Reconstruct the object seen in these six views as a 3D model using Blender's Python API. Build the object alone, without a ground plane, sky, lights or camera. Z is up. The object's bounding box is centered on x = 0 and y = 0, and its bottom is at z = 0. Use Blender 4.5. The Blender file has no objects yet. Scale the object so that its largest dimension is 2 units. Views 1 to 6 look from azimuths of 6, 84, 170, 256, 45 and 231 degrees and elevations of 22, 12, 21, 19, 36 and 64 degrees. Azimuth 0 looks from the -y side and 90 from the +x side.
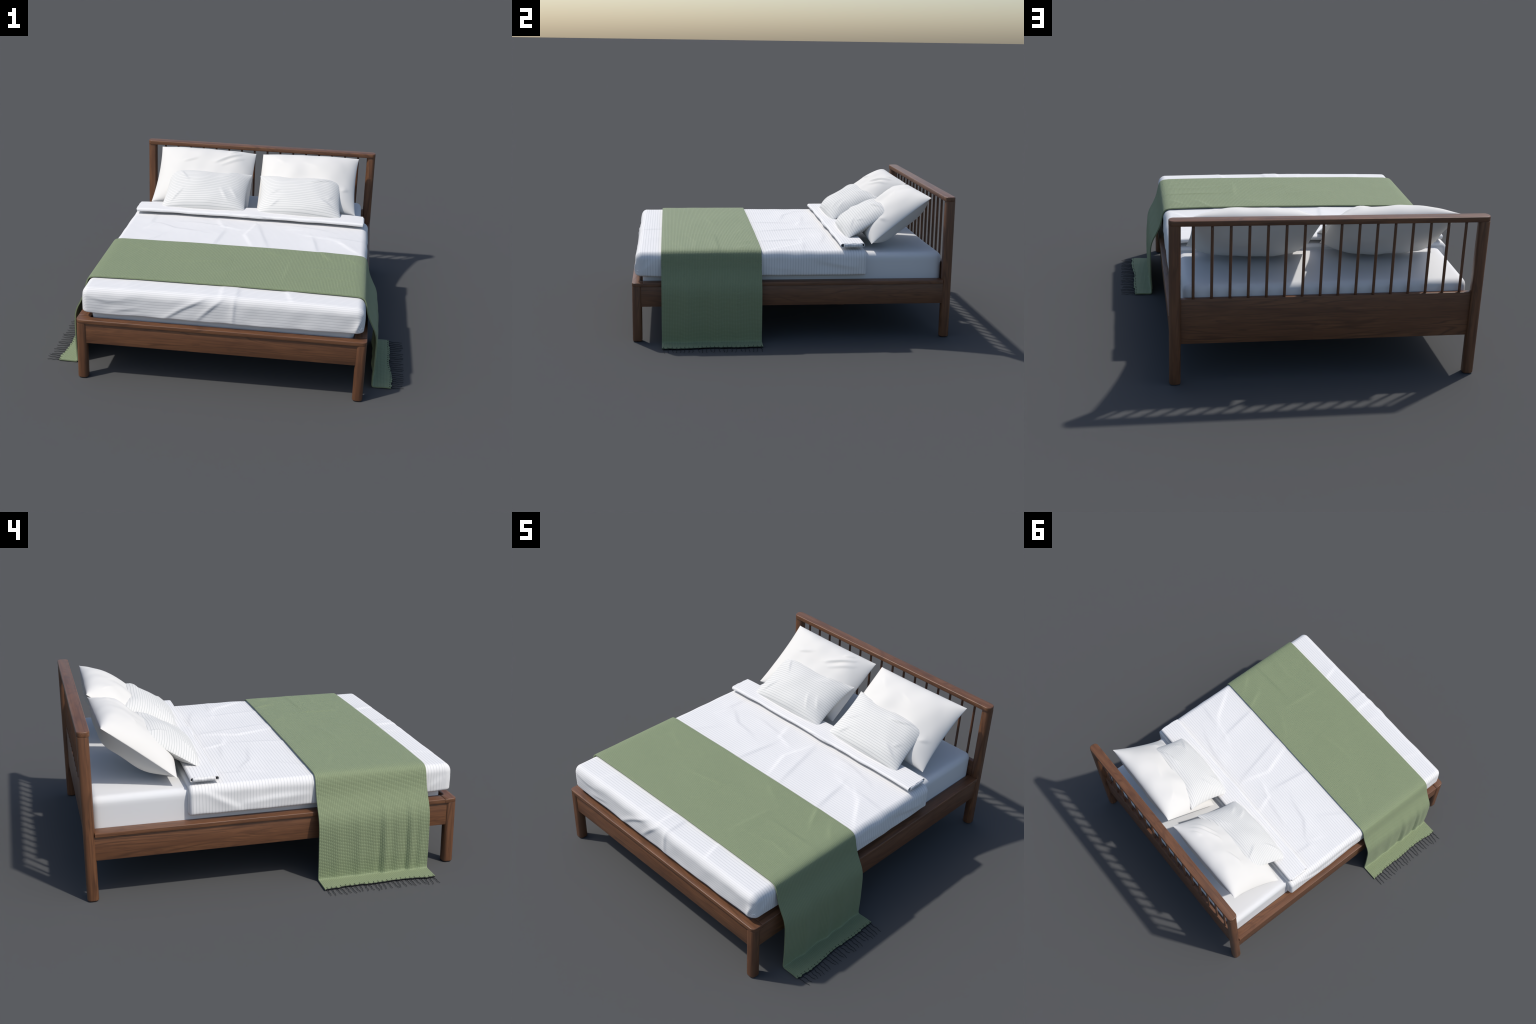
import bpy, bmesh, math, random
import numpy as np
from mathutils import Vector

random.seed(7)
rng = np.random.default_rng(7)
D = bpy.data
SC = bpy.context.scene.collection


# ------------------------------------------------------------------ node helpers
class Nodes:
    def __init__(self, name):
        self.mat = D.materials.new(name)
        self.mat.use_nodes = True
        self.nt = self.mat.node_tree
        self.nt.nodes.clear()
        self.out = self.nt.nodes.new("ShaderNodeOutputMaterial")
        self.bsdf = self.nt.nodes.new("ShaderNodeBsdfPrincipled")
        self.nt.links.new(self.bsdf.outputs[0], self.out.inputs[0])
        self.tc = self.nt.nodes.new("ShaderNodeTexCoord")

    def put(self, sock, v):
        if v is None:
            return
        if isinstance(v, bpy.types.NodeSocket):
            self.nt.links.new(v, sock)
        else:
            sock.default_value = v

    def math(self, op, a, b=None, c=None, clamp=False):
        n = self.nt.nodes.new("ShaderNodeMath")
        n.operation = op
        n.use_clamp = clamp
        for i, v in enumerate((a, b, c)):
            self.put(n.inputs[i], v)
        return n.outputs[0]

    def xyz(self, vec=None):
        n = self.nt.nodes.new("ShaderNodeSeparateXYZ")
        self.put(n.inputs[0], vec or self.tc.outputs["Object"])
        return n.outputs

    def mapping(self, scale, loc=(0, 0, 0), vec=None):
        n = self.nt.nodes.new("ShaderNodeMapping")
        self.put(n.inputs[0], vec or self.tc.outputs["Object"])
        n.inputs["Scale"].default_value = scale
        n.inputs["Location"].default_value = loc
        return n.outputs[0]

    def noise(self, vec, scale, detail=3.0, rough=0.5, dist=0.0):
        n = self.nt.nodes.new("ShaderNodeTexNoise")
        self.put(n.inputs["Vector"], vec)
        n.inputs["Scale"].default_value = scale
        n.inputs["Detail"].default_value = detail
        n.inputs["Roughness"].default_value = rough
        n.inputs["Distortion"].default_value = dist
        return n.outputs[0]

    def smooth(self, v, lo, hi):
        n = self.nt.nodes.new("ShaderNodeMapRange")
        n.interpolation_type = "SMOOTHSTEP"
        self.put(n.inputs[0], v)
        n.inputs[1].default_value = lo
        n.inputs[2].default_value = hi
        return n.outputs[0]

    def mix(self, fac, a, b):
        n = self.nt.nodes.new("ShaderNodeMix")
        n.data_type = "RGBA"
        self.put(n.inputs[0], fac)
        for s, v in ((n.inputs[6], a), (n.inputs[7], b)):
            self.put(s, (*v, 1.0) if isinstance(v, tuple) and len(v) == 3 else v)
        return n.outputs[2]

    def ramp(self, fac, stops):
        n = self.nt.nodes.new("ShaderNodeValToRGB")
        self.put(n.inputs[0], fac)
        e = n.color_ramp.elements
        while len(e) < len(stops):
            e.new(0.5)
        for el, (p, c) in zip(e, stops):
            el.position = p
            el.color = (*c, 1)
        return n.outputs[0]

    def bump(self, h, strength, dist):
        n = self.nt.nodes.new("ShaderNodeBump")
        n.inputs["Strength"].default_value = strength
        n.inputs["Distance"].default_value = dist
        self.put(n.inputs["Height"], h)
        self.put(self.bsdf.inputs["Normal"], n.outputs[0])

    def finish(self, color, rough=0.6, spec=0.5, sheen=0.0):
        c = (*color, 1.0) if isinstance(color, tuple) else color
        self.put(self.bsdf.inputs["Base Color"], c)
        self.put(self.bsdf.inputs["Roughness"], rough)
        self.bsdf.inputs["Specular IOR Level"].default_value = spec
        if sheen:
            self.bsdf.inputs["Sheen Weight"].default_value = sheen
            self.bsdf.inputs["Sheen Roughness"].default_value = 0.5
        return self.mat


# ------------------------------------------------------------------ materials
def wood_material(axis):
    """walnut: grain streaks running along the given axis"""
    m = Nodes("walnut_grain_" + axis)
    stretch = {"x": (0.11, 1.0, 1.0), "y": (1.0, 0.11, 1.0), "z": (1.0, 1.0, 0.11)}[axis]
    v = m.mapping(stretch, (1.7, 2.3, 0.4))
    bands = m.noise(v, 22.0, 4.0, 0.6, 0.8)
    thin = tuple(q * (0.30 if q < 1 else 1) for q in stretch)
    fine = m.noise(m.mapping(thin), 130.0, 4.0, 0.7)
    # cathedral figure: contour lines of a slow noise, broken up where the bands are pale
    slow = m.noise(v, 6.5, 2.0, 0.5, 0.6)
    ring = m.math("FRACT", m.math("MULTIPLY", slow, 17.0))
    line = m.math("SUBTRACT", 1.0, m.smooth(m.math("ABSOLUTE", m.math("SUBTRACT", ring, 0.5)), 0.0, 0.26))
    line = m.math("MULTIPLY", line, m.smooth(bands, 0.40, 0.60))
    # dark flecks, short and stretched along the grain
    fleck = m.smooth(m.noise(m.mapping(tuple(q * (1.8 if q < 1 else 1) for q in stretch), (3.1, 0.7, 5.2)), 42.0, 3.0, 0.6), 0.60, 0.74)
    col = m.ramp(bands, [(0.28, (0.115, 0.048, 0.0225)), (0.5, (0.154, 0.066, 0.0300)), (0.74, (0.196, 0.086, 0.038))])
    col = m.mix(m.math("MULTIPLY", line, 0.62), col, (0.062, 0.027, 0.0145))
    col = m.mix(m.math("MULTIPLY", fleck, 0.45), col, (0.055, 0.025, 0.014))
    col = m.mix(m.math("MULTIPLY", m.smooth(fine, 0.46, 0.66), 0.62), col, (0.080, 0.035, 0.018))
    m.bump(fine, 0.12, 0.001)
    return m.finish(col, 0.42, 0.5)


def striped_cloth(name, base, line, period, soft_lo, soft_hi, foot_turn=None, axis=1):
    """white cloth with thin stripes; they lie at even steps of the lengthwise coordinate"""
    m = Nodes(name)
    p = m.xyz()
    s = p[axis]
    if foot_turn:
        lo, hi, ztop = foot_turn        # the cloth turns down over the foot end there
        k = m.math("SUBTRACT", 1.0, m.smooth(p[1], lo, hi))
        s = m.math("ADD", s, m.math("MULTIPLY", k, m.math("SUBTRACT", p[2], ztop)))
    f = m.math("FRACT", m.math("DIVIDE", s, period))
    d = m.math("ABSOLUTE", m.math("SUBTRACT", f, 0.5))
    st = m.math("SUBTRACT", 1.0, m.smooth(d, soft_lo, soft_hi))
    broad = m.smooth(m.math("ABSOLUTE", m.math("SUBTRACT", m.math("FRACT", m.math("ADD", f, 0.35)), 0.5)), 0.1, 0.4)
    weave = m.noise(m.tc.outputs["Object"], 900.0, 1.0)
    col = m.mix(m.math("MULTIPLY", broad, 0.10), base, line)
    col = m.mix(st, col, line)
    h = m.math("SUBTRACT", m.math("MULTIPLY", weave, 0.12), st)
    m.bump(h, 0.22, 0.0008)
    return m.finish(col, 0.75, 0.25)


def plain_cloth(name, base, bumpy=0.06):
    m = Nodes(name)
    weave = m.noise(m.tc.outputs["Object"], 1100.0, 1.0)
    patch = m.noise(m.tc.outputs["Object"], 9.0, 2.0)
    col = m.mix(m.math("MULTIPLY", patch, 0.06), base, tuple(c * 0.86 for c in base))
    m.bump(weave, bumpy, 0.0006)
    return m.finish(col, 0.75, 0.25)


def waffle_cloth(name, high, low, step_y=0.0090, step_s=0.0078):
    """sage waffle weave: raised pads in a grid, offset row by row, along y and along the drape"""
    m = Nodes(name)
    p = m.xyz()
    t = m.math("SUBTRACT", m.math("ABSOLUTE", p[0]), p[2])
    a = m.math("SINE", m.math("MULTIPLY", p[1], 2 * math.pi / step_y))
    b = m.math("SINE", m.math("MULTIPLY", t, 2 * math.pi / step_s))
    a01 = m.math("MULTIPLY_ADD", a, 0.5, 0.5)
    b01 = m.math("MULTIPLY_ADD", b, 0.5, 0.5)
    h = m.math("MULTIPLY", m.math("POWER", a01, 0.6), m.math("POWER", b01, 0.6))
    yarn = m.noise(m.tc.outputs["Object"], 700.0, 2.0)
    tone = m.noise(m.tc.outputs["Object"], 5.0, 3.0)
    hh = m.math("ADD", h, m.math("MULTIPLY", yarn, 0.25))
    col = m.mix(m.smooth(hh, 0.1, 0.85), low, high)
    col = m.mix(m.math("MULTIPLY", tone, 0.10), col, low)
    m.bump(hh, 0.60, 0.0021)
    return m.finish(col, 0.72, 0.45, 0.06)


WOOD = {a: wood_material(a) for a in "xyz"}
M_SHEET = plain_cloth("fitted_sheet_white", (0.70, 0.70, 0.70))
M_PILLOW = plain_cloth("pillowcase_white", (0.710, 0.692, 0.655), 0.04)
M_DUVET = striped_cloth("duvet_striped_white", (0.765, 0.755, 0.742), (0.605, 0.602, 0.600), 0.0155, 0.02, 0.17, (-0.915, -0.855, 0.53))
M_STRIPE = striped_cloth("pillowcase_striped", (0.690, 0.682, 0.655), (0.475, 0.48, 0.467), 0.0138, 0.02, 0.14)
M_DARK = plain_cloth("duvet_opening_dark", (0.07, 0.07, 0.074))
M_THROW = waffle_cloth("sage_waffle_weave", (0.246, 0.297, 0.163), (0.186, 0.231, 0.125))
M_FRINGE = plain_cloth("black_yarn", (0.012, 0.013, 0.013))
M_TAG = plain_cloth("white_loop", (0.8, 0.8, 0.78))


# ------------------------------------------------------------------ object helpers
def link(name, mesh, mat=None, parent=None, smooth=True, angle=None):
    ob = D.objects.new(name, mesh)
    SC.objects.link(ob)
    if mat:
        mesh.materials.clear()
        mesh.materials.append(mat)
    if parent:
        ob.parent = parent
    if smooth:
        mesh.polygons.foreach_set("use_smooth", [True] * len(mesh.polygons))
        if angle:
            mesh.set_sharp_from_angle(angle=math.radians(angle))
    return ob


def empty(name, label=None, category=None):
    ob = D.objects.new(name, None)
    SC.objects.link(ob)
    if label:
        ob["label"] = label
        ob["category"] = category
    return ob


def mesh_from(name, verts, faces):
    me = D.meshes.new(name)
    me.from_pydata([tuple(map(float, v)) for v in verts], [], faces)
    me.validate()
    me.update()
    return me


def round_outline(x0, x1, y0, y1, r, seg=6, rounded=(1, 1, 1, 1)):
    """rectangle outline with rounded corners: order (x1,y1), (x0,y1), (x0,y0), (x1,y0)"""
    pts = []
    for i, (cx, cy, a0) in enumerate(((x1, y1, 0), (x0, y1, 90), (x0, y0, 180), (x1, y0, 270))):
        if not rounded[i]:
            pts.append((cx, cy))
            continue
        sx, sy = (1 if cx == x1 else -1), (1 if cy == y1 else -1)
        for k in range(seg + 1):
            a = math.radians(a0 + 90 * k / seg)
            pts.append((cx - sx * r + r * math.cos(a), cy - sy * r + r * math.sin(a)))
    return pts


def prism(name, outline, z0, z1, bevel_top=0.004, bevel_bot=0.002, seg=3):
    """extruded plan outline whose top and bottom rims are rounded over"""
    n = len(outline)
    P = np.array(outline)
    nxt, prv = np.roll(P, -1, 0), np.roll(P, 1, 0)
    e1 = (P - prv) / np.linalg.norm(P - prv, axis=1)[:, None]
    e2 = (nxt - P) / np.linalg.norm(nxt - P, axis=1)[:, None]
    nn = np.stack([e1[:, 1] + e2[:, 1], -(e1[:, 0] + e2[:, 0])], 1)
    ln = np.linalg.norm(nn, axis=1)[:, None]
    nn = nn / ln
    nn /= np.maximum(0.5, (nn * np.stack([e2[:, 1], -e2[:, 0]], 1)).sum(1))[:, None]
    rings = []
    for k in range(seg + 1):
        a = math.pi / 2 * k / seg
        rings.append((bevel_bot * (1 - math.sin(a)), z0 + bevel_bot * (1 - math.cos(a))))
    for k in range(seg + 1):
        a = math.pi / 2 * k / seg
        rings.append((bevel_top * (1 - math.cos(a)), z1 - bevel_top * (1 - math.sin(a))))
    verts, faces = [], []
    for inset, z in rings:
        for q in P - nn * inset:
            verts.append((q[0], q[1], z))
    for k in range(len(rings) - 1):
        for i in range(n):
            j = (i + 1) % n
            faces.append((k * n + i, k * n + j, (k + 1) * n + j, (k + 1) * n + i))
    faces.append(tuple(range(n - 1, -1, -1)))
    faces.append(tuple(range((len(rings) - 1) * n, len(rings) * n)))
    return mesh_from(name, verts, faces)


def board(name, x, y, z, mat, parent, r=0.002):
    """board between the given limits; the bevel runs round all edges"""
    bm = bmesh.new()
    bmesh.ops.create_cube(bm, size=1.0)
    for v in bm.verts:
        v.co = Vector(((x[0] + x[1]) / 2 + v.co.x * (x[1] - x[0]),
                       (y[0] + y[1]) / 2 + v.co.y * (y[1] - y[0]),
                       (z[0] + z[1]) / 2 + v.co.z * (z[1] - z[0])))
    bmesh.ops.bevel(bm, geom=bm.edges[:], offset=r, segments=2, affect="EDGES", profile=0.5)
    me = D.meshes.new(name)
    bm.to_mesh(me)
    bm.free()
    return link(name, me, mat, parent, True, 40)


def ridge(px, py, line, amp, back=0.012, front=0.05):
    """a cloth crease along a polyline: steep on one side, fading gently on the other"""
    h = np.zeros_like(px)
    pts = np.array(line, float)
    seg = np.linalg.norm(np.diff(pts, axis=0), axis=1)
    total = seg.sum()
    best = np.full(px.shape, 1e9)
    along = np.zeros_like(px)
    side = np.zeros_like(px)
    run = 0.0
    for a, b, L in zip(pts[:-1], pts[1:], seg):
        d = (b - a) / L
        t = np.clip((px - a[0]) * d[0] + (py - a[1]) * d[1], 0, L)
        ex, ey = px - (a[0] + d[0] * t), py - (a[1] + d[1] * t)
        dist = np.hypot(ex, ey)
        s = ex * -d[1] + ey * d[0]
        m = dist < best
        best = np.where(m, dist, best)
        along = np.where(m, (run + t) / total, along)
        side = np.where(m, s, side)
        run += L
    fade = np.clip(np.sin(np.pi * np.clip(along * 0.86 + 0.07, 0, 1)), 0, 1) ** 0.7
    h = np.where(side > 0, np.exp(-(best / front) ** 1.3), np.exp(-(best / back) ** 2))
    return amp * fade * h


def wave_noise(px, py, scale, seed, octaves=3):
    """smooth noise as a sum of seeded plane waves"""
    g = np.random.default_rng(seed)
    out = np.zeros_like(px)
    for o in range(octaves):
        for _ in range(5):
            a = g.uniform(0, 2 * math.pi)
            k = 2 * math.pi / (scale / 2 ** o) * g.uniform(0.7, 1.3)
            out += np.sin(px * k * math.cos(a) + py * k * math.sin(a) + g.uniform(0, 6.28)) / (5 * 1.7 ** o)
    return out


def box_grid(x0, x1, y0, y1, z0, z1, r, step, r_low=None):
    """closed box surface with grid faces; edges rounded with radius r per axis (r_low: on the lower side of each axis)"""
    def axis(a, b):
        n = max(2, int(round((b - a) / step)))
        return np.linspace(a, b, n + 1)
    X, Y, Z = axis(x0, x1), axis(y0, y1), axis(z0, z1)
    index, verts, faces = {}, [], []

    def vid(i, j, k):
        key = (i, j, k)
        if key not in index:
            index[key] = len(verts)
            verts.append((X[i], Y[j], Z[k]))
        return index[key]
    nx, ny, nz = len(X) - 1, len(Y) - 1, len(Z) - 1
    for i in range(nx):
        for j in range(ny):
            faces.append((vid(i, j, nz), vid(i + 1, j, nz), vid(i + 1, j + 1, nz), vid(i, j + 1, nz)))
            faces.append((vid(i, j + 1, 0), vid(i + 1, j + 1, 0), vid(i + 1, j, 0), vid(i, j, 0)))
    for i in range(nx):
        for k in range(nz):
            faces.append((vid(i, 0, k), vid(i + 1, 0, k), vid(i + 1, 0, k + 1), vid(i, 0, k + 1)))
            faces.append((vid(i + 1, ny, k), vid(i, ny, k), vid(i, ny, k + 1), vid(i + 1, ny, k + 1)))
    for j in range(ny):
        for k in range(nz):
            faces.append((vid(0, j + 1, k), vid(0, j, k), vid(0, j, k + 1), vid(0, j + 1, k + 1)))
            faces.append((vid(nx, j, k), vid(nx, j + 1, k), vid(nx, j + 1, k + 1), vid(nx, j, k + 1)))
    P = np.array(verts)
    rh = np.array(r, float)
    rl = np.array(r_low if r_low is not None else r, float)
    lo, hi = np.array([x0, y0, z0]) + rl, np.array([x1, y1, z1]) - rh
    C = np.clip(P, lo, hi)
    V = P - C
    R = np.where(V < 0, rl, rh)
    Q = V / R                                        # -1..1 across each rounding
    mx = np.abs(Q).max(1)
    W = np.tan(np.clip(Q, -1, 1) * math.pi / 4)      # spread the samples evenly by angle
    wl = np.linalg.norm(W, axis=1)
    N = np.where(wl[:, None] > 1e-9, W / np.maximum(wl, 1e-9)[:, None], 0)
    P = C + N * R * np.minimum(1, mx)[:, None]
    return P, N, faces


# ================================================================== BED
bed = empty("bed", "dark walnut double bed with spindle headboard and white mattress", "bed")

LX, LY, LH = 0.741, 0.906, 0.0278          # leg centres and half width
CAP0, CAP1 = 0.3255, 0.3475                # ledge on the rails
for sx in (-1, 1):
    for sy, top in ((-1, CAP0), (1, 0.8135)):
        cx, cy = sx * LX, sy * LY
        out = round_outline(cx - LH, cx + LH, cy - LH, cy + LH, 0.0205, 7)
        link("leg", prism("leg", out, 0.0, top, 0.0008, 0.007, 4), WOOD["z"], bed, True, 50)

# foot rail and its ledge: the ledge turns the corners and meets the side ledges in a joint
foot = board("foot_rail", (-0.727, 0.727), (-0.9265, -0.899), (0.2090, CAP0 + 0.001), WOOD["x"], bed, 0.0015)
XO, YO, YI, XI, YJ = 0.7695, 0.9345, 0.8885, 0.703, 0.8715
arc = []
for k in range(9):
    a = math.radians(90 * k / 8)
    arc.append((math.sin(a), math.cos(a)))
r = 0.024
outline = [(-XO + r - r * s, -YO + r - r * c) for s, c in reversed(arc)] + \
          [(XO - r + r * s, -YO + r - r * c) for s, c in arc] + \
          [(XO, -YJ), (XI, -YJ), (XI, -YI), (-XI, -YI), (-XI, -YJ), (-XO, -YJ)]
link("ledge", prism("ledge", outline, CAP0, CAP1, 0.0035, 0.002), WOOD["x"], foot, True, 40)

for sx in (-1, 1):
    xs = sorted((sx * 0.7615, sx * 0.735))
    rail = board("side_rail", xs, (-0.893, 0.893), (0.2065, CAP0 + 0.001), WOOD["y"], bed, 0.0015)
    xs = sorted((sx * XO, sx * XI))
    led = link("ledge", prism("ledge", [(xs[1], 0.880), (xs[0], 0.880), (xs[0], -YJ + 0.0008), (xs[1], -YJ + 0.0008)],
                              CAP0, CAP1 - 0.0004, 0.0035, 0.002), WOOD["y"], rail, True, 40)
    xs = sorted((sx * 0.735, sx * 0.705))
    board("slat_support", xs, (-0.895, 0.885), (0.235, 0.268), WOOD["y"], bed)

# headboard: broad panel, sixteen round spindles, rounded top rail
head = board("headboard", (-0.727, 0.727), (0.888, 0.9135), (0.2100, 0.4420), WOOD["x"], bed, 0.002)
link("top_rail", prism("top_rail", round_outline(-XO, XO, 0.8735, 0.9345, 0.026, 8), 0.8125, 0.8395, 0.0045, 0.003),
     WOOD["x"], head, True, 40)
sp = None
for i in range(16):
    x = -0.6548 + 1.3096 * i / 15
    if sp is None:
        n, ring = 14, []
        zs = [0.436, 0.46, 0.62, 0.78, 0.816]
        rad = [0.0068, 0.0070, 0.0074, 0.0070, 0.0068]
        verts = [(rr * math.cos(2 * math.pi * a / n), rr * math.sin(2 * math.pi * a / n), z) for z, rr in zip(zs, rad) for a in range(n)]
        faces = [(k * n + a, k * n + (a + 1) % n, (k + 1) * n + (a + 1) % n, (k + 1) * n + a) for k in range(len(zs) - 1) for a in range(n)]
        faces += [tuple(range(n - 1, -1, -1)), tuple(range((len(zs) - 1) * n, len(zs) * n))]
        sp = link("spindle", mesh_from("spindle", verts, faces), WOOD["z"], head)
        o = sp
    else:
        o = sp.copy()
        SC.objects.link(o)
    o.location = (x, 0.906, 0)

# slats under the mattress
sl = None
for i in range(13):
    if sl is None:
        sl = board("slat", (-0.73, 0.73), (-0.035, 0.035), (0.268, 0.286), WOOD["x"], bed)
        o = sl
    else:
        o = sl.copy()
        SC.objects.link(o)
    o.location = (0, -0.80 + 1.62 * i / 12, 0)

# middle beam on two feet
beam = board("support_beam", (-0.022, 0.022), (-0.899, 0.888), (0.205, 0.267), WOOD["y"], bed)
for y in (-0.41, 0.41):
    board("support_leg", (-0.02, 0.02), (y - 0.02, y + 0.02), (0.0, 0.206), WOOD["z"], bed)

# mattress under a fitted sheet
P, N, F = box_grid(-0.7005, 0.7005, -0.874, 0.886, 0.288, 0.4975, (0.034, 0.034, 0.034), 0.016)
P[:, 2] += np.where(P[:, 2] > 0.45, 0.0025 * wave_noise(P[:, 0], P[:, 1], 0.6, 3, 1), 0)
link("mattress", mesh_from("mattress", P, F), M_SHEET, bed)


# ================================================================== DUVET
DX, DY0, DY1, DZ0, DZ1 = 0.7515, -0.9165, 0.429, 0.3735, 0.5195
TOP = [  # creases on the top, as (points, height)
    ([(0.06, 0.225), (0.045, 0.135), (0.014, 0.025), (0.09, -0.19)], 0.0052),
    ([(0.165, -0.19), (0.107, 0.03), (0.064, 0.202)], 0.0042),
    ([(-0.185, 0.265), (-0.14, 0.147), (-0.024, 0.11)], 0.0050),
    ([(-0.165, -0.20), (-0.128, 0.076)], 0.0050),
    ([(-0.14, 0.147), (-0.37, 0.18)], 0.0042),
    ([(-0.27, 0.026), (-0.43, 0.054), (-0.54, 0.13)], 0.0050),
    ([(-0.60, 0.12), (-0.59, 0.26)], 0.0035),
    ([(-0.555, 0.126), (-0.60, 0.03)], 0.0035),
    ([(0.51, 0.182), (0.35, 0.222), (0.22, 0.232)], 0.0040),
    ([(0.35, 0.105), (0.41, 0.09), (0.53, 0.073)], 0.0036),
    ([(0.455, -0.19), (0.41, 0.08)], 0.0050),
    ([(0.518, 0.072), (0.576, 0.035), (0.71, -0.15)], 0.0050),
    ([(0.72, 0.05), (0.518, 0.072)], 0.0036),
    ([(-0.58, -0.19), (-0.47, -0.03)], 0.0036),
    ([(0.26, 0.17), (0.36, 0.19)], 0.0030),
    ([(0.33, -0.74), (0.375, -0.89)], 0.0048),
    ([(0.073, -0.90), (0.07, -0.76)], 0.0045),
    ([(0.0, -0.76), (0.003, -0.90)], 0.0050),
    ([(-0.10, -0.76), (-0.15, -0.86)], 0.0030),
    ([(-0.48, -0.76), (-0.53, -0.88)], 0.0028),
]
FOOT = [  # (x, z) on the foot face
    ([(-0.31, 0.378), (-0.21, 0.449), (-0.05, 0.535)], 0.0065),
    ([(-0.125, 0.395), (-0.05, 0.47), (0.025, 0.535)], 0.0058),
    ([(0.062, 0.380), (0.068, 0.54)], 0.0052),
    ([(-0.70, 0.478), (-0.60, 0.462), (-0.52, 0.468)], 0.0045),
    ([(-0.58, 0.41), (-0.44, 0.43)], 0.0040),
    ([(0.70, 0.385), (0.728, 0.46)], 0.0080),
]
LEFT = [  # (y, z) on the side towards -x
    ([(0.36, 0.49), (0.27, 0.44), (0.19, 0.398)], 0.0090),
    ([(0.16, 0.415), (0.02, 0.43), (-0.16, 0.434)], 0.0080),
    ([(-0.79, 0.40), (-0.86, 0.45)], 0.0050),
]
RIGHT = [
    ([(0.14, 0.468), (0.26, 0.445), (0.37, 0.425)], 0.0070),
    ([(-0.14, 0.43), (0.05, 0.41)], 0.0040),
    ([(-0.80, 0.48), (-0.88, 0.40)], 0.0050),
]


def duvet_height(x, y, creases=TOP):
    h = 0.0075 * (1 - np.clip(np.abs(x) / 0.76, 0, 1) ** 2.2)
    h = h + 0.0014 * wave_noise(x, y, 0.35, 11, 2)
    for line, amp in creases:
        h = h + ridge(x, y, line, amp * 1.0, 0.014, 0.060)
    return h


P, N, F = box_grid(-DX, DX, DY0, DY1, DZ0, DZ1, (0.044, 0.016, 0.042), 0.0072, (0.044, 0.040, 0.012))
up = np.clip(N[:, 2], 0, 1)
flat = (np.abs(N).sum(1) < 1e-6)
top_face = (P[:, 2] > DZ1 - 0.001)
up = np.where(top_face, 1.0, up)
P[:, 2] += up * duvet_height(P[:, 0], P[:, 1])
foot_w = np.where(P[:, 1] < DY0 + 0.0415, np.clip(-N[:, 1], 0, 1), 0)
foot_w = np.where(P[:, 1] < DY0 + 0.001, 1.0, foot_w)
low = np.clip((P[:, 2] - DZ0) / 0.03, 0.0, 1)
hf = sum(ridge(P[:, 0], P[:, 2], l, a, 0.011, 0.016) for l, a in FOOT) - 0.004 + 0.003 * wave_noise(P[:, 0], P[:, 2], 0.25, 5, 2)
P[:, 1] -= foot_w * hf
for sgn, lines, seed in ((-1, LEFT, 21), (1, RIGHT, 22)):
    w = np.where(P[:, 0] * sgn > DX - 0.0415, np.clip(N[:, 0] * sgn, 0, 1), 0)
    w = np.where(P[:, 0] * sgn > DX - 0.001, 1.0, w)
    hs = sum(ridge(P[:, 1], P[:, 2], l, a * 0.8, 0.016, 0.032) for l, a in lines) - 0.003 + 0.003 * wave_noise(P[:, 1], P[:, 2], 0.22, seed, 2)
    P[:, 0] += sgn * w * (hs - (0.006 if sgn < 0 else 0.001))
# the hem runs a little uneven
hem = np.clip((0.44 - P[:, 2]) / 0.055, 0, 1)
P[:, 2] += hem * (0.0035 * wave_noise(P[:, 0], P[:, 1], 0.30, 31, 2) + 0.006 * np.clip((np.abs(P[:, 0]) - 0.66) / 0.09, 0, 1) * np.clip((-P[:, 1] - 0.82) / 0.08, 0, 1))
duvet = link("duvet", mesh_from("duvet", P, F), M_DUVET)
duvet["label"] = "white striped duvet with creases and folded-back edge"
duvet["category"] = "duvet"


def tube_along(name, path, radius, n=8, taper=False):
    path = np.array(path, float)
    t = np.gradient(path, axis=0)
    t /= np.linalg.norm(t, axis=1)[:, None]
    ref = np.array([0, 0, 1.0])
    verts, faces = [], []
    for i, (p, d) in enumerate(zip(path, t)):
        a = np.cross(d, ref)
        a /= max(1e-6, np.linalg.norm(a))
        b = np.cross(a, d)
        rr = radius * (1 - 0.45 * i / (len(path) - 1) if taper else 1)
        for k in range(n):
            w = 2 * math.pi * k / n
            verts.append(p + rr * (a * math.cos(w) + b * math.sin(w)))
    for i in range(len(path) - 1):
        for k in range(n):
            faces.append((i * n + k, i * n + (k + 1) % n, (i + 1) * n + (k + 1) % n, (i + 1) * n + k))
    faces += [tuple(range(n - 1, -1, -1)), tuple(range((len(path) - 1) * n, len(path) * n))]
    return mesh_from(name, verts, faces)


# folded-back edge: a flat roll of cloth whose ends are tucked in, leaving two small openings
FY0, FY1, FZ, FH, FX = 0.276, 0.418, 0.5520, 0.0115, 0.714
xs = np.linspace(-FX, FX, 200)
loop = []
nr = 10
for k in range(nr + 1):
    a = math.pi / 2 + math.pi * k / nr
    loop.append((FY0 + FH + FH * math.cos(a), FH * math.sin(a)))
for k in range(1, 14):
    loop.append((FY0 + FH + (FY1 - FY0 - 2 * FH) * k / 14, -FH))
for k in range(nr + 1):
    a = -math.pi / 2 + math.pi * k / nr
    loop.append((FY1 - FH + FH * math.cos(a), FH * math.sin(a)))
for k in range(1, 14):
    loop.append((FY1 - FH - (FY1 - FY0 - 2 * FH) * k / 14, FH))
loop = np.array(loop)
nl = len(loop)
verts, faces = [], []
TH = 0.003
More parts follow.
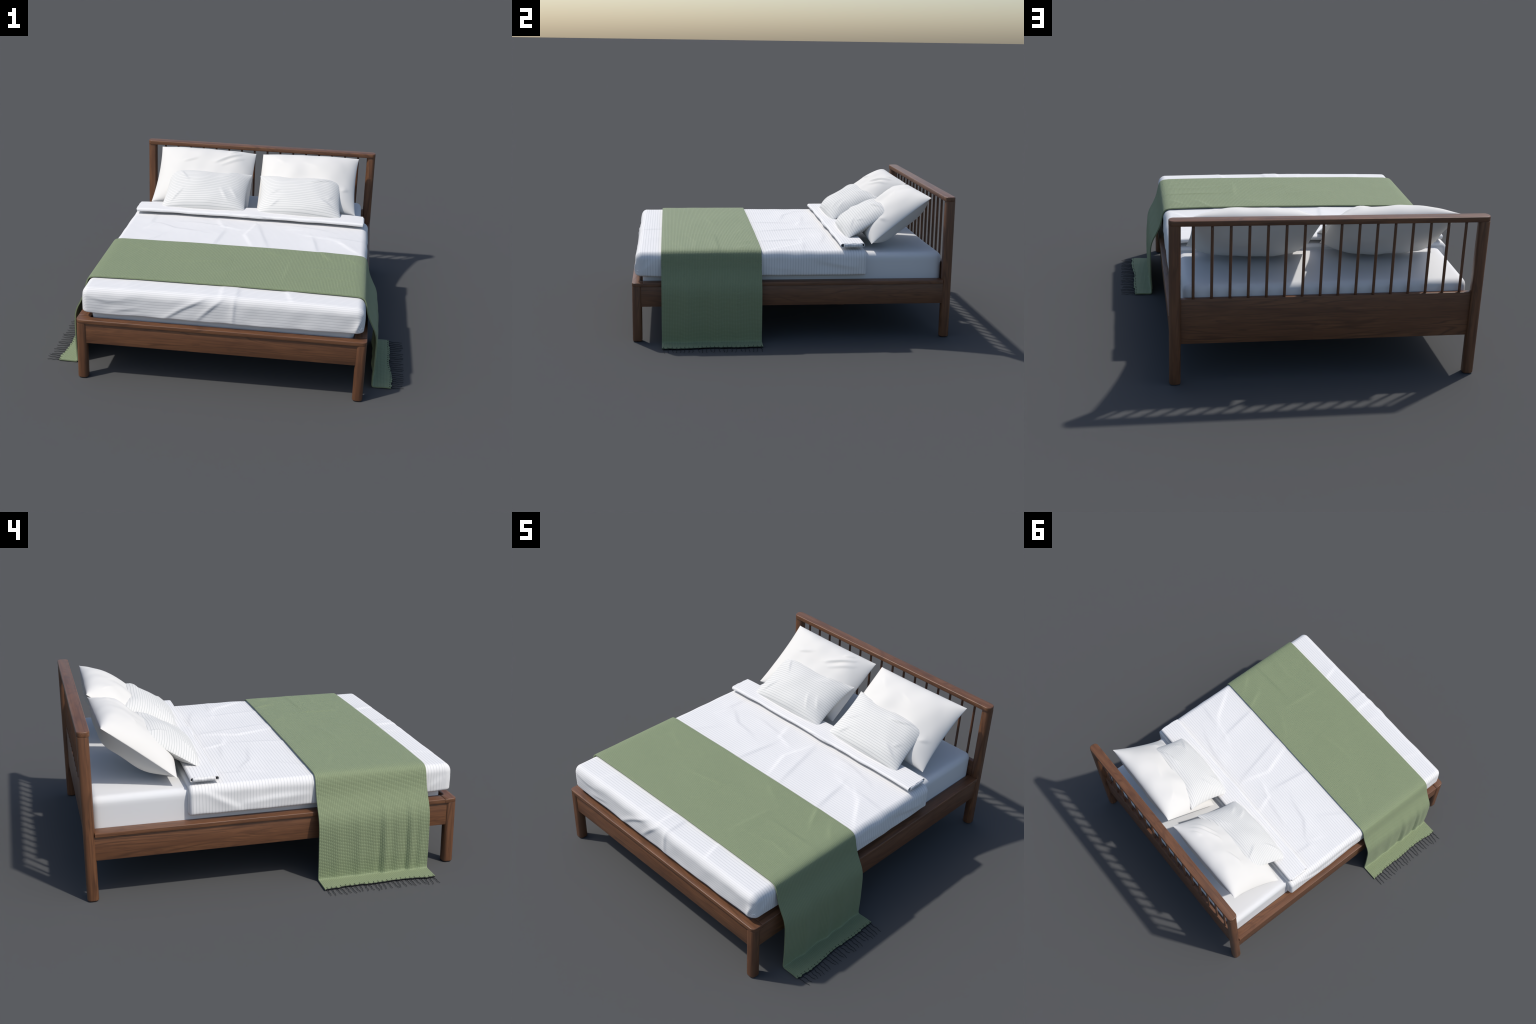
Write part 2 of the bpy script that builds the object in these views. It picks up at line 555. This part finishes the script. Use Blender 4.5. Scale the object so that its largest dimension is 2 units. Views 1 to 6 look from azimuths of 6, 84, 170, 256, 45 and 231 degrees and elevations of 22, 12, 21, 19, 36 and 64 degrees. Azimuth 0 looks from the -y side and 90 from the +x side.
for layer in (0, 1):
    for x in xs:
        X = np.full(nl, x)
        wob = 0.0035 * wave_noise(X, X * 0, 0.38, 41, 2) + 0.0065 * np.exp(-((x - 0.06) / 0.10) ** 2) - 0.004 * np.exp(-((x - 0.14) / 0.03) ** 2)
        front = np.clip((0.36 - loop[:, 0]) / 0.07, 0, 1)
        shr = 1 - layer * 0
        c = np.stack([X, loop[:, 0] - front * wob, loop[:, 1]], 1)
        mid = np.array([np.clip(q, FY0 + FH, FY1 - FH) for q in loop[:, 0]])
        if layer:
            nrm = np.stack([loop[:, 0] - mid, loop[:, 1]], 1) / FH
            c[:, 1] -= nrm[:, 0] * TH
            c[:, 2] -= nrm[:, 1] * TH
        lift = 0.0025 * wave_noise(c[:, 0], c[:, 1], 0.30, 43, 2)
        sag = -0.004 * np.clip((abs(x) - 0.6) / 0.11, 0, 1) ** 2
        c[:, 2] += FZ + 0.0035 * (1 - (x / FX) ** 2) + lift + sag
        verts.extend(c)
m = len(xs)
for layer in (0, 1):
    o = layer * m * nl
    for i in range(m - 1):
        for k in range(nl):
            q = (o + i * nl + k, o + i * nl + (k + 1) % nl, o + (i + 1) * nl + (k + 1) % nl, o + (i + 1) * nl + k)
            faces.append(q if layer else q[::-1])
for i, flip in ((0, False), (m - 1, True)):
    for k in range(nl):
        q = (i * nl + k, i * nl + (k + 1) % nl, m * nl + i * nl + (k + 1) % nl, m * nl + i * nl + k)
        faces.append(q[::-1] if flip else q)
fold = link("folded_edge", mesh_from("folded_edge", verts, faces), M_DUVET, duvet, True, 60)
for sx in (-1, 1):
    P, N, F = box_grid(sx * 0.69 - 0.032, sx * 0.69 + 0.032, FY0 + 0.017, FY1 - 0.013, FZ - 0.0135, FZ + 0.0068, (0.010, 0.004, 0.010), 0.004)
    P[:, 2] += 0.0012 * np.sin(P[:, 1] * 120)
    link("tucked_end", mesh_from("tucked_end", P, F), M_DUVET, fold)
    # dark block inside the roll, seen through the two openings
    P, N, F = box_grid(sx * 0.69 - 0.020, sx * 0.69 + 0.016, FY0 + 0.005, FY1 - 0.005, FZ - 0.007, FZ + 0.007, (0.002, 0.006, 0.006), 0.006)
    link("opening_dark_block", mesh_from("opening_dark_block", P, F), M_DARK, fold)
# small cord loop sticking out of the hem at one foot corner
pth = [(0.730 + 0.016 * k / 10, -0.9075 + 0.012 * k / 10, 0.4095 + 0.004 * math.sin(math.pi * k / 10)) for k in range(11)]
link("cord_loop", tube_along("cord_loop", pth, 0.0016), M_TAG, duvet)


# ================================================================== THROW BLANKET
throw = None
BY0, BY1, BT = -0.766, -0.191, 0.0065
side_profile = [  # x, z of the drape from the bed's edge down to the floor and out along it
    (0.690, 0.5300), (0.722, 0.5262), (0.741, 0.515), (0.751, 0.492), (0.758, 0.458), (0.768, 0.420), (0.787, 0.376), (0.806, 0.338),
    (0.817, 0.300), (0.8205, 0.255), (0.8205, 0.19), (0.820, 0.12), (0.8185, 0.06), (0.8175, 0.028), (0.8185, 0.012),
    (0.824, 0.0055), (0.834, 0.0042), (0.865, 0.0040), (0.895, 0.0040), (0.916, 0.0040)]


def spline(points, step):
    """Catmull-Rom through the points, resampled at even steps"""
    P = np.array(points, float)
    Q = np.vstack([2 * P[0] - P[1], P, 2 * P[-1] - P[-2]])
    out = []
    for i in range(len(P) - 1):
        p0, p1, p2, p3 = Q[i:i + 4]
        for t in np.linspace(0, 1, 24, endpoint=False):
            out.append(0.5 * (2 * p1 + (p2 - p0) * t + (2 * p0 - 5 * p1 + 4 * p2 - p3) * t ** 2 + (3 * p1 - p0 - 3 * p2 + p3) * t ** 3))
    out.append(P[-1])
    out = np.array(out)
    s = np.concatenate([[0], np.cumsum(np.linalg.norm(np.diff(out, axis=0), axis=1))])
    n = int(s[-1] / step)
    q = np.linspace(0, s[-1], n + 1)
    return np.stack([np.interp(q, s, out[:, 0]), np.interp(q, s, out[:, 1])], 1)


side = spline(side_profile, 0.0065)
nt = 210
topx = np.linspace(-0.690, 0.690, nt + 1)[1:-1]
prof = np.vstack([np.stack([-side[::-1, 0], side[::-1, 1]], 1),
                  np.stack([topx, np.full(nt - 1, 0.5300)], 1), side])
on_top = np.concatenate([np.zeros(len(side)), np.ones(nt - 1), np.zeros(len(side))])
ys = np.linspace(BY0, BY1, 96)
PX, YY = np.meshgrid(prof[:, 0], ys, indexing="ij")
PZ = np.repeat(prof[:, 1][:, None], len(ys), 1)
sgn = np.sign(PX)
ax = np.abs(PX)
THROW_CREASES = [
    ([(0.73, -0.440), (0.55, -0.447), (0.37, -0.448)], 0.0040),
    ([(0.322, -0.39), (0.302, -0.64)], 0.0032),
    ([(-0.26, -0.476), (-0.12, -0.455), (0.0, -0.43)], 0.0036),
    ([(0.48, -0.19), (0.505, -0.235), (0.55, -0.32)], 0.0045),
    ([(0.30, -0.62), (0.52, -0.56), (0.70, -0.58)], 0.0026),
    ([(-0.05, -0.62), (0.16, -0.50)], 0.0024),
    ([(0.55, -0.70), (0.70, -0.62)], 0.0028),
    ([(0.15, -0.24), (0.28, -0.31)], 0.0022),
    ([(0.62, -0.24), (0.70, -0.33)], 0.0030),
    ([(-0.60, -0.30), (-0.45, -0.36)], 0.0022),
]
# follow the duvet on top, fading out over the rounded edge
fade = np.clip((0.76 - ax) / 0.06, 0, 1) * np.clip((PZ - 0.45) / 0.06, 0, 1)
under = 0.0075 * (1 - np.clip(ax / 0.76, 0, 1) ** 2.2)
h = under + 0.0016 * wave_noise(PX, YY, 0.35, 11, 2)
for line, amp in THROW_CREASES:
    h = h + ridge(PX, YY, line, amp, 0.011, 0.045)
PZ = PZ + fade * h
edge = np.exp(-((YY - BY1) / 0.012) ** 2) + np.exp(-((YY - BY0) / 0.012) ** 2)
PZ = PZ - fade * 0.0012 * edge
# hanging part: soft vertical folds that deepen towards the floor, and a slight billow at mid width
hang = 1 - np.clip((ax - 0.822) / 0.06, 0, 1)
depth = np.clip((0.42 - PZ) / 0.25, 0, 1) * hang
mid = np.sin(np.pi * (YY - BY0) / (BY1 - BY0))


def folds(y, centres):
    return sum(a * np.exp(-((y - c) / w) ** 2) for c, w, a in centres)


fl = folds(YY, [(-0.535, 0.022, 0.012), (-0.505, 0.016, -0.008), (-0.672, 0.018, 0.011), (-0.645, 0.013, -0.007), (-0.725, 0.016, 0.006),
                (-0.40, 0.022, 0.007), (-0.29, 0.03, 0.006), (-0.60, 0.02, 0.005)])
fr = folds(YY, [(-0.62, 0.030, 0.010), (-0.52, 0.025, -0.006), (-0.45, 0.024, 0.010), (-0.34, 0.030, 0.006), (-0.25, 0.022, -0.005)])
out = np.where(PX < 0, fl, fr) * depth * 0.7 + (0.002 + 0.004 * mid) * np.clip((0.50 - PZ) / 0.12, 0, 1) * np.clip(PZ / 0.10, 0, 1)
PX = PX + sgn * out
# scalloped ends, with slack between the knots
NS = 24
knot = np.linspace(BY0 + 0.010, BY1 - 0.010, NS)


def scallop(y, seed):
    g = np.random.default_rng(seed)
    bulge = g.uniform(0.001, 0.009, NS + 1)
    u = np.clip((y - knot[0]) / (knot[1] - knot[0]), -0.999, NS - 0.001)
    i = np.floor(u).astype(int) + 1
    f = u - np.floor(u)
    slow = 0.005 * np.sin(9 * y + seed) + 0.003 * np.sin(23 * y + 2 * seed)
    return bulge[np.clip(i, 0, NS)] * np.abs(np.sin(np.pi * f)) ** 0.8 + slow


flap = np.clip((ax - 0.86) / 0.056, 0, 1) * (PZ < 0.02)
PX = PX + sgn * flap * np.where(sgn < 0, scallop(YY, 3), scallop(YY, 8))
PZ = PZ + (PZ < 0.012) * np.clip((ax - 0.83) / 0.05, 0, 1) * (0.0012 + 0.0015 * wave_noise(PX, YY, 0.12, 51, 1) ** 2)

G = np.stack([PX, YY, PZ], 2)
du, dv = np.gradient(G, axis=0), np.gradient(G, axis=1)
NN = np.cross(du, dv)
NN /= np.linalg.norm(NN, axis=2)[:, :, None]
up = G + NN * BT / 2
dn = G - NN * BT / 2
dn[:, :, 2] = np.maximum(dn[:, :, 2], 0.0004)
nu, nv = G.shape[:2]
verts = np.vstack([up.reshape(-1, 3), dn.reshape(-1, 3)])
faces = []
o = nu * nv
for i in range(nu - 1):
    for j in range(nv - 1):
        a, b, c, d = i * nv + j, (i + 1) * nv + j, (i + 1) * nv + j + 1, i * nv + j + 1
        faces.append((a, b, c, d))
        faces.append((o + d, o + c, o + b, o + a))
for i in range(nu - 1):
    a, b = i * nv, (i + 1) * nv
    faces.append((a, o + a, o + b, b))
    a, b = i * nv + nv - 1, (i + 1) * nv + nv - 1
    faces.append((b, o + b, o + a, a))
for j in range(nv - 1):
    a, b = j, j + 1
    faces.append((b, o + b, o + a, a))
    a, b = (nu - 1) * nv + j, (nu - 1) * nv + j + 1
    faces.append((a, o + a, o + b, b))
throw = link("throw_blanket", mesh_from("throw_blanket", verts, faces), M_THROW, None, True, 60)
throw["label"] = "sage green waffle throw blanket with black fringe ends"
throw["category"] = "blanket"

# fringe: wavy dark strands knotted at the scalloped edge
variants = []
for v in range(6):
    g = np.random.default_rng(100 + v)
    L = g.uniform(0.066, 0.076)
    ph, am = g.uniform(0, 6.28), g.uniform(0.0010, 0.0024)
    drift = g.uniform(-0.008, 0.008)
    pts = []
    for k in range(25):
        s = k / 24
        y = am * math.sin(2 * math.pi * 2.2 * s + ph) * min(1, s * 3) + drift * s * s - am * math.sin(ph) * 0
        z = 0.0022 + 0.0075 * math.exp(-(s / 0.10) ** 2) - 0.0022 * s * 0.3
        pts.append((-0.006 + (L + 0.006) * s, y, z))
    variants.append(tube_along("fringe_strand", pts, 0.0019, 6, True))
for me in variants:
    me.polygons.foreach_set("use_smooth", [True] * len(me.polygons))
    me.materials.append(M_FRINGE)
for sx, seed in ((-1, 3), (1, 8)):
    sy = np.linspace(BY0 + 0.002, BY1 - 0.002, 220)
    se = 0.9165 + scallop(sy, seed)
    me = tube_along("edge_dark_line", np.stack([sx * se, sy - (0.002 if sx < 0 else 0), np.full_like(sy, 0.0036)], 1), 0.0023, 6)
    link("edge_dark_line", me, M_FRINGE, throw)
    for i, y in enumerate(knot):
        yy = y - (0.0 if sx > 0 else 0.002)
        ob = D.objects.new("fringe_strand", variants[random.randrange(6)])
        SC.objects.link(ob)
        ob.parent = throw
        e = 0.916 + float(scallop(np.array([yy]), seed)[0])
        sc = min((1.0010 - e) / 0.076, 1.15) * random.uniform(0.88, 1.0)
        ob.scale = (sx * sc, random.choice((-1, 1)), 1)
        ob.location = (sx * e, yy + random.uniform(-0.002, 0.002), 0.0)


# ================================================================== PILLOWS
def pillow(name, corners, thick_front, thick_back, mat, pinch=(0.012, 0.012, 0.012, 0.012), creases=(), seed=1, power=(3.4, 3.0), expo=(0.80, 0.49),
           tuck=None, nu=110, nv=84, rough=0.0065):
    """cushion spanned between four corners (bottom left, bottom right, top right, top left as seen from the foot end)"""
    bl, br, tr, tl = [np.array(c, float) for c in corners]
    centre = (bl + br + tr + tl) / 4
    ex = (br + tr - bl - tl)
    ex /= np.linalg.norm(ex)
    ey = (tl + tr - bl - br)
    ey -= ex * ey.dot(ex)
    ey /= np.linalg.norm(ey)
    ez = np.cross(ex, ey)
    a = np.sin(np.linspace(-1, 1, nu + 1) * math.pi / 2 * 0.92) / math.sin(math.pi / 2 * 0.92)
    b = np.sin(np.linspace(-1, 1, nv + 1) * math.pi / 2 * 0.92) / math.sin(math.pi / 2 * 0.92)
    U, V = np.meshgrid(a, b, indexing="ij")
    s, t = (U + 1) / 2, (V + 1) / 2
    B = (bl[None, None] * ((1 - s) * (1 - t))[..., None] + br[None, None] * (s * (1 - t))[..., None]
         + tr[None, None] * (s * t)[..., None] + tl[None, None] * ((1 - s) * t)[..., None]) - centre
    L = np.stack([B @ ex, B @ ey, B @ ez], 2)
    pb, pr, pt, pl_ = pinch
    L[..., 1] += pb * (1 - U ** 2) * (1 - t) ** 2 - pt * (1 - U ** 2) * t ** 2
    L[..., 0] += pl_ * (1 - V ** 2) * (1 - s) ** 2 - pr * (1 - V ** 2) * s ** 2
    fu, fv = np.clip(1 - np.abs(U) ** power[0], 0, 1), np.clip(1 - np.abs(V) ** power[1], 0, 1)
    f = fu ** expo[0] * fv ** np.where(V < 0, expo[1] * 0.85, expo[1])
    fb = (1 - np.abs(U) ** 4.2) * (1 - np.abs(V) ** 4.0) ** 0.85        # the back meets the seam at a clear angle
    wr = np.zeros_like(U)
    hw, hh = np.linalg.norm(br - bl) / 2, np.linalg.norm(tl - bl) / 2
    for line, amp in creases:
        wr += ridge(U * hw, V * hh, [(p[0] * hw, p[1] * hh) for p in line], amp, 0.008, 0.020)
    lump = rough * wave_noise(U * hw, V * hh, 0.28, seed, 2)
    front, back = L.copy(), L.copy()
    front[..., 2] += thick_front * f + (lump + wr) * np.clip(f * 1.6, 0, 1)
    back[..., 2] -= thick_back * fb + (rough * wave_noise(U * hw, V * hh, 0.28, seed + 50, 2)) * np.clip(f * 1.6, 0, 1)
    if tuck:                                     # a corner folded away to the back
        cu, cv, amount = tuck
        k = np.clip((cu * U + cv * V - 1.5) / 0.5, 0, 1) ** 1.5
        for g in (front, back):
            g[..., 2] -= amount * k
            g[..., 0] -= cu * amount * 0.5 * k
            g[..., 1] -= cv * amount * 0.7 * k
    n1, n2 = U.shape
    verts = list(front.reshape(-1, 3))
    faces = []
    ind_b = np.zeros((n1, n2), int)
    for i in range(n1):
        for j in range(n2):
            if i in (0, n1 - 1) or j in (0, n2 - 1):
                ind_b[i, j] = i * n2 + j
            else:
                ind_b[i, j] = len(verts)
                verts.append(back[i, j])
    for i in range(n1 - 1):
        for j in range(n2 - 1):
            faces.append((i * n2 + j, (i + 1) * n2 + j, (i + 1) * n2 + j + 1, i * n2 + j + 1))
            faces.append((ind_b[i, j + 1], ind_b[i + 1, j + 1], ind_b[i + 1, j], ind_b[i, j]))
    faces = [tuple(int(q) for q in fc) for fc in faces]
    ob = link(name, mesh_from(name, verts, faces), mat, None, True, 75)
    from mathutils import Matrix
    M = Matrix(((ex[0], ey[0], ez[0], centre[0]), (ex[1], ey[1], ez[1], centre[1]), (ex[2], ey[2], ez[2], centre[2]), (0, 0, 0, 1)))
    ob.matrix_world = M
    return ob


BIG_L = [(-0.661, 0.469, 0.545), (-0.030, 0.470, 0.545), (-0.024, 0.826, 0.806), (-0.659, 0.816, 0.818)]
BIG_R = [(0.030, 0.470, 0.545), (0.661, 0.468, 0.545), (0.661, 0.816, 0.819), (0.024, 0.826, 0.806)]
p = pillow("pillow", BIG_L, 0.094, 0.097, M_PILLOW, (0.008, 0.001, 0.006, 0.014), [
    ([(0.22, 0.30), (0.46, 0.52), (0.70, 0.72)], 0.0140), ([(0.46, 0.70), (0.64, 0.84)], 0.0095),
    ([(-0.45, 0.26), (-0.18, 0.40)], 0.0085), ([(0.34, 0.20), (0.76, 0.56)], 0.0080)], 61)
p["label"], p["category"] = "plump plain white pillow leaning on the headboard", "pillow"
p = pillow("pillow", BIG_R, 0.094, 0.097, M_PILLOW, (0.008, 0.014, 0.006, 0.001), [
    ([(0.72, -0.40), (0.86, -0.30)], 0.0060), ([(-0.10, 0.52), (0.18, 0.36)], 0.0035), ([(-0.70, 0.70), (-0.50, 0.45)], 0.0035)], 62)
p["label"], p["category"] = "plump plain white pillow leaning on the headboard", "pillow"

SM_L = [(-0.572, 0.340, 0.556), (-0.036, 0.346, 0.558), (-0.027, 0.643, 0.714), (-0.558, 0.612, 0.726)]
SM_R = [(0.038, 0.350, 0.556), (0.572, 0.340, 0.558), (0.560, 0.608, 0.725), (0.028, 0.643, 0.713)]
p = pillow("striped_pillow", SM_L, 0.071, 0.045, M_STRIPE, (-0.006, 0.014, 0.010, 0.010), [
    ([(-0.50, 0.25), (-0.62, 0.5), (-0.74, 0.80)], 0.0065), ([(0.40, 0.70), (0.74, 0.88)], 0.0060),
    ([(-0.80, -0.82), (-0.58, -0.28)], 0.0075), ([(0.38, -0.18), (0.50, -0.5), (0.58, -0.68)], 0.0060),
    ([(0.30, 0.45), (0.62, 0.62)], 0.0040), ([(0.62, -0.10), (0.80, -0.50)], 0.0045)], 63, (3.2, 3.2), (0.75, 0.56), None, 100, 76, 0.0050)
p["label"], p["category"] = "small white cushion with fine grey stripes", "pillow"
p = pillow("striped_pillow", SM_R, 0.071, 0.045, M_STRIPE, (-0.006, 0.010, 0.010, 0.014), [
    ([(0.26, 0.52), (0.50, 0.62), (0.74, 0.76)], 0.0085), ([(-0.76, -0.26), (-0.50, 0.0)], 0.0065),
    ([(0.84, -0.66), (0.66, -0.48), (0.52, -0.36)], 0.0055), ([(-0.70, -0.80), (-0.50, -0.52)], 0.0055),
    ([(0.70, -0.30), (0.82, -0.10)], 0.0040)], 64, (3.2, 3.2), (0.75, 0.56), (1, 1, 0.004), 100, 76, 0.0050)
p["label"], p["category"] = "small white cushion with fine grey stripes", "pillow"
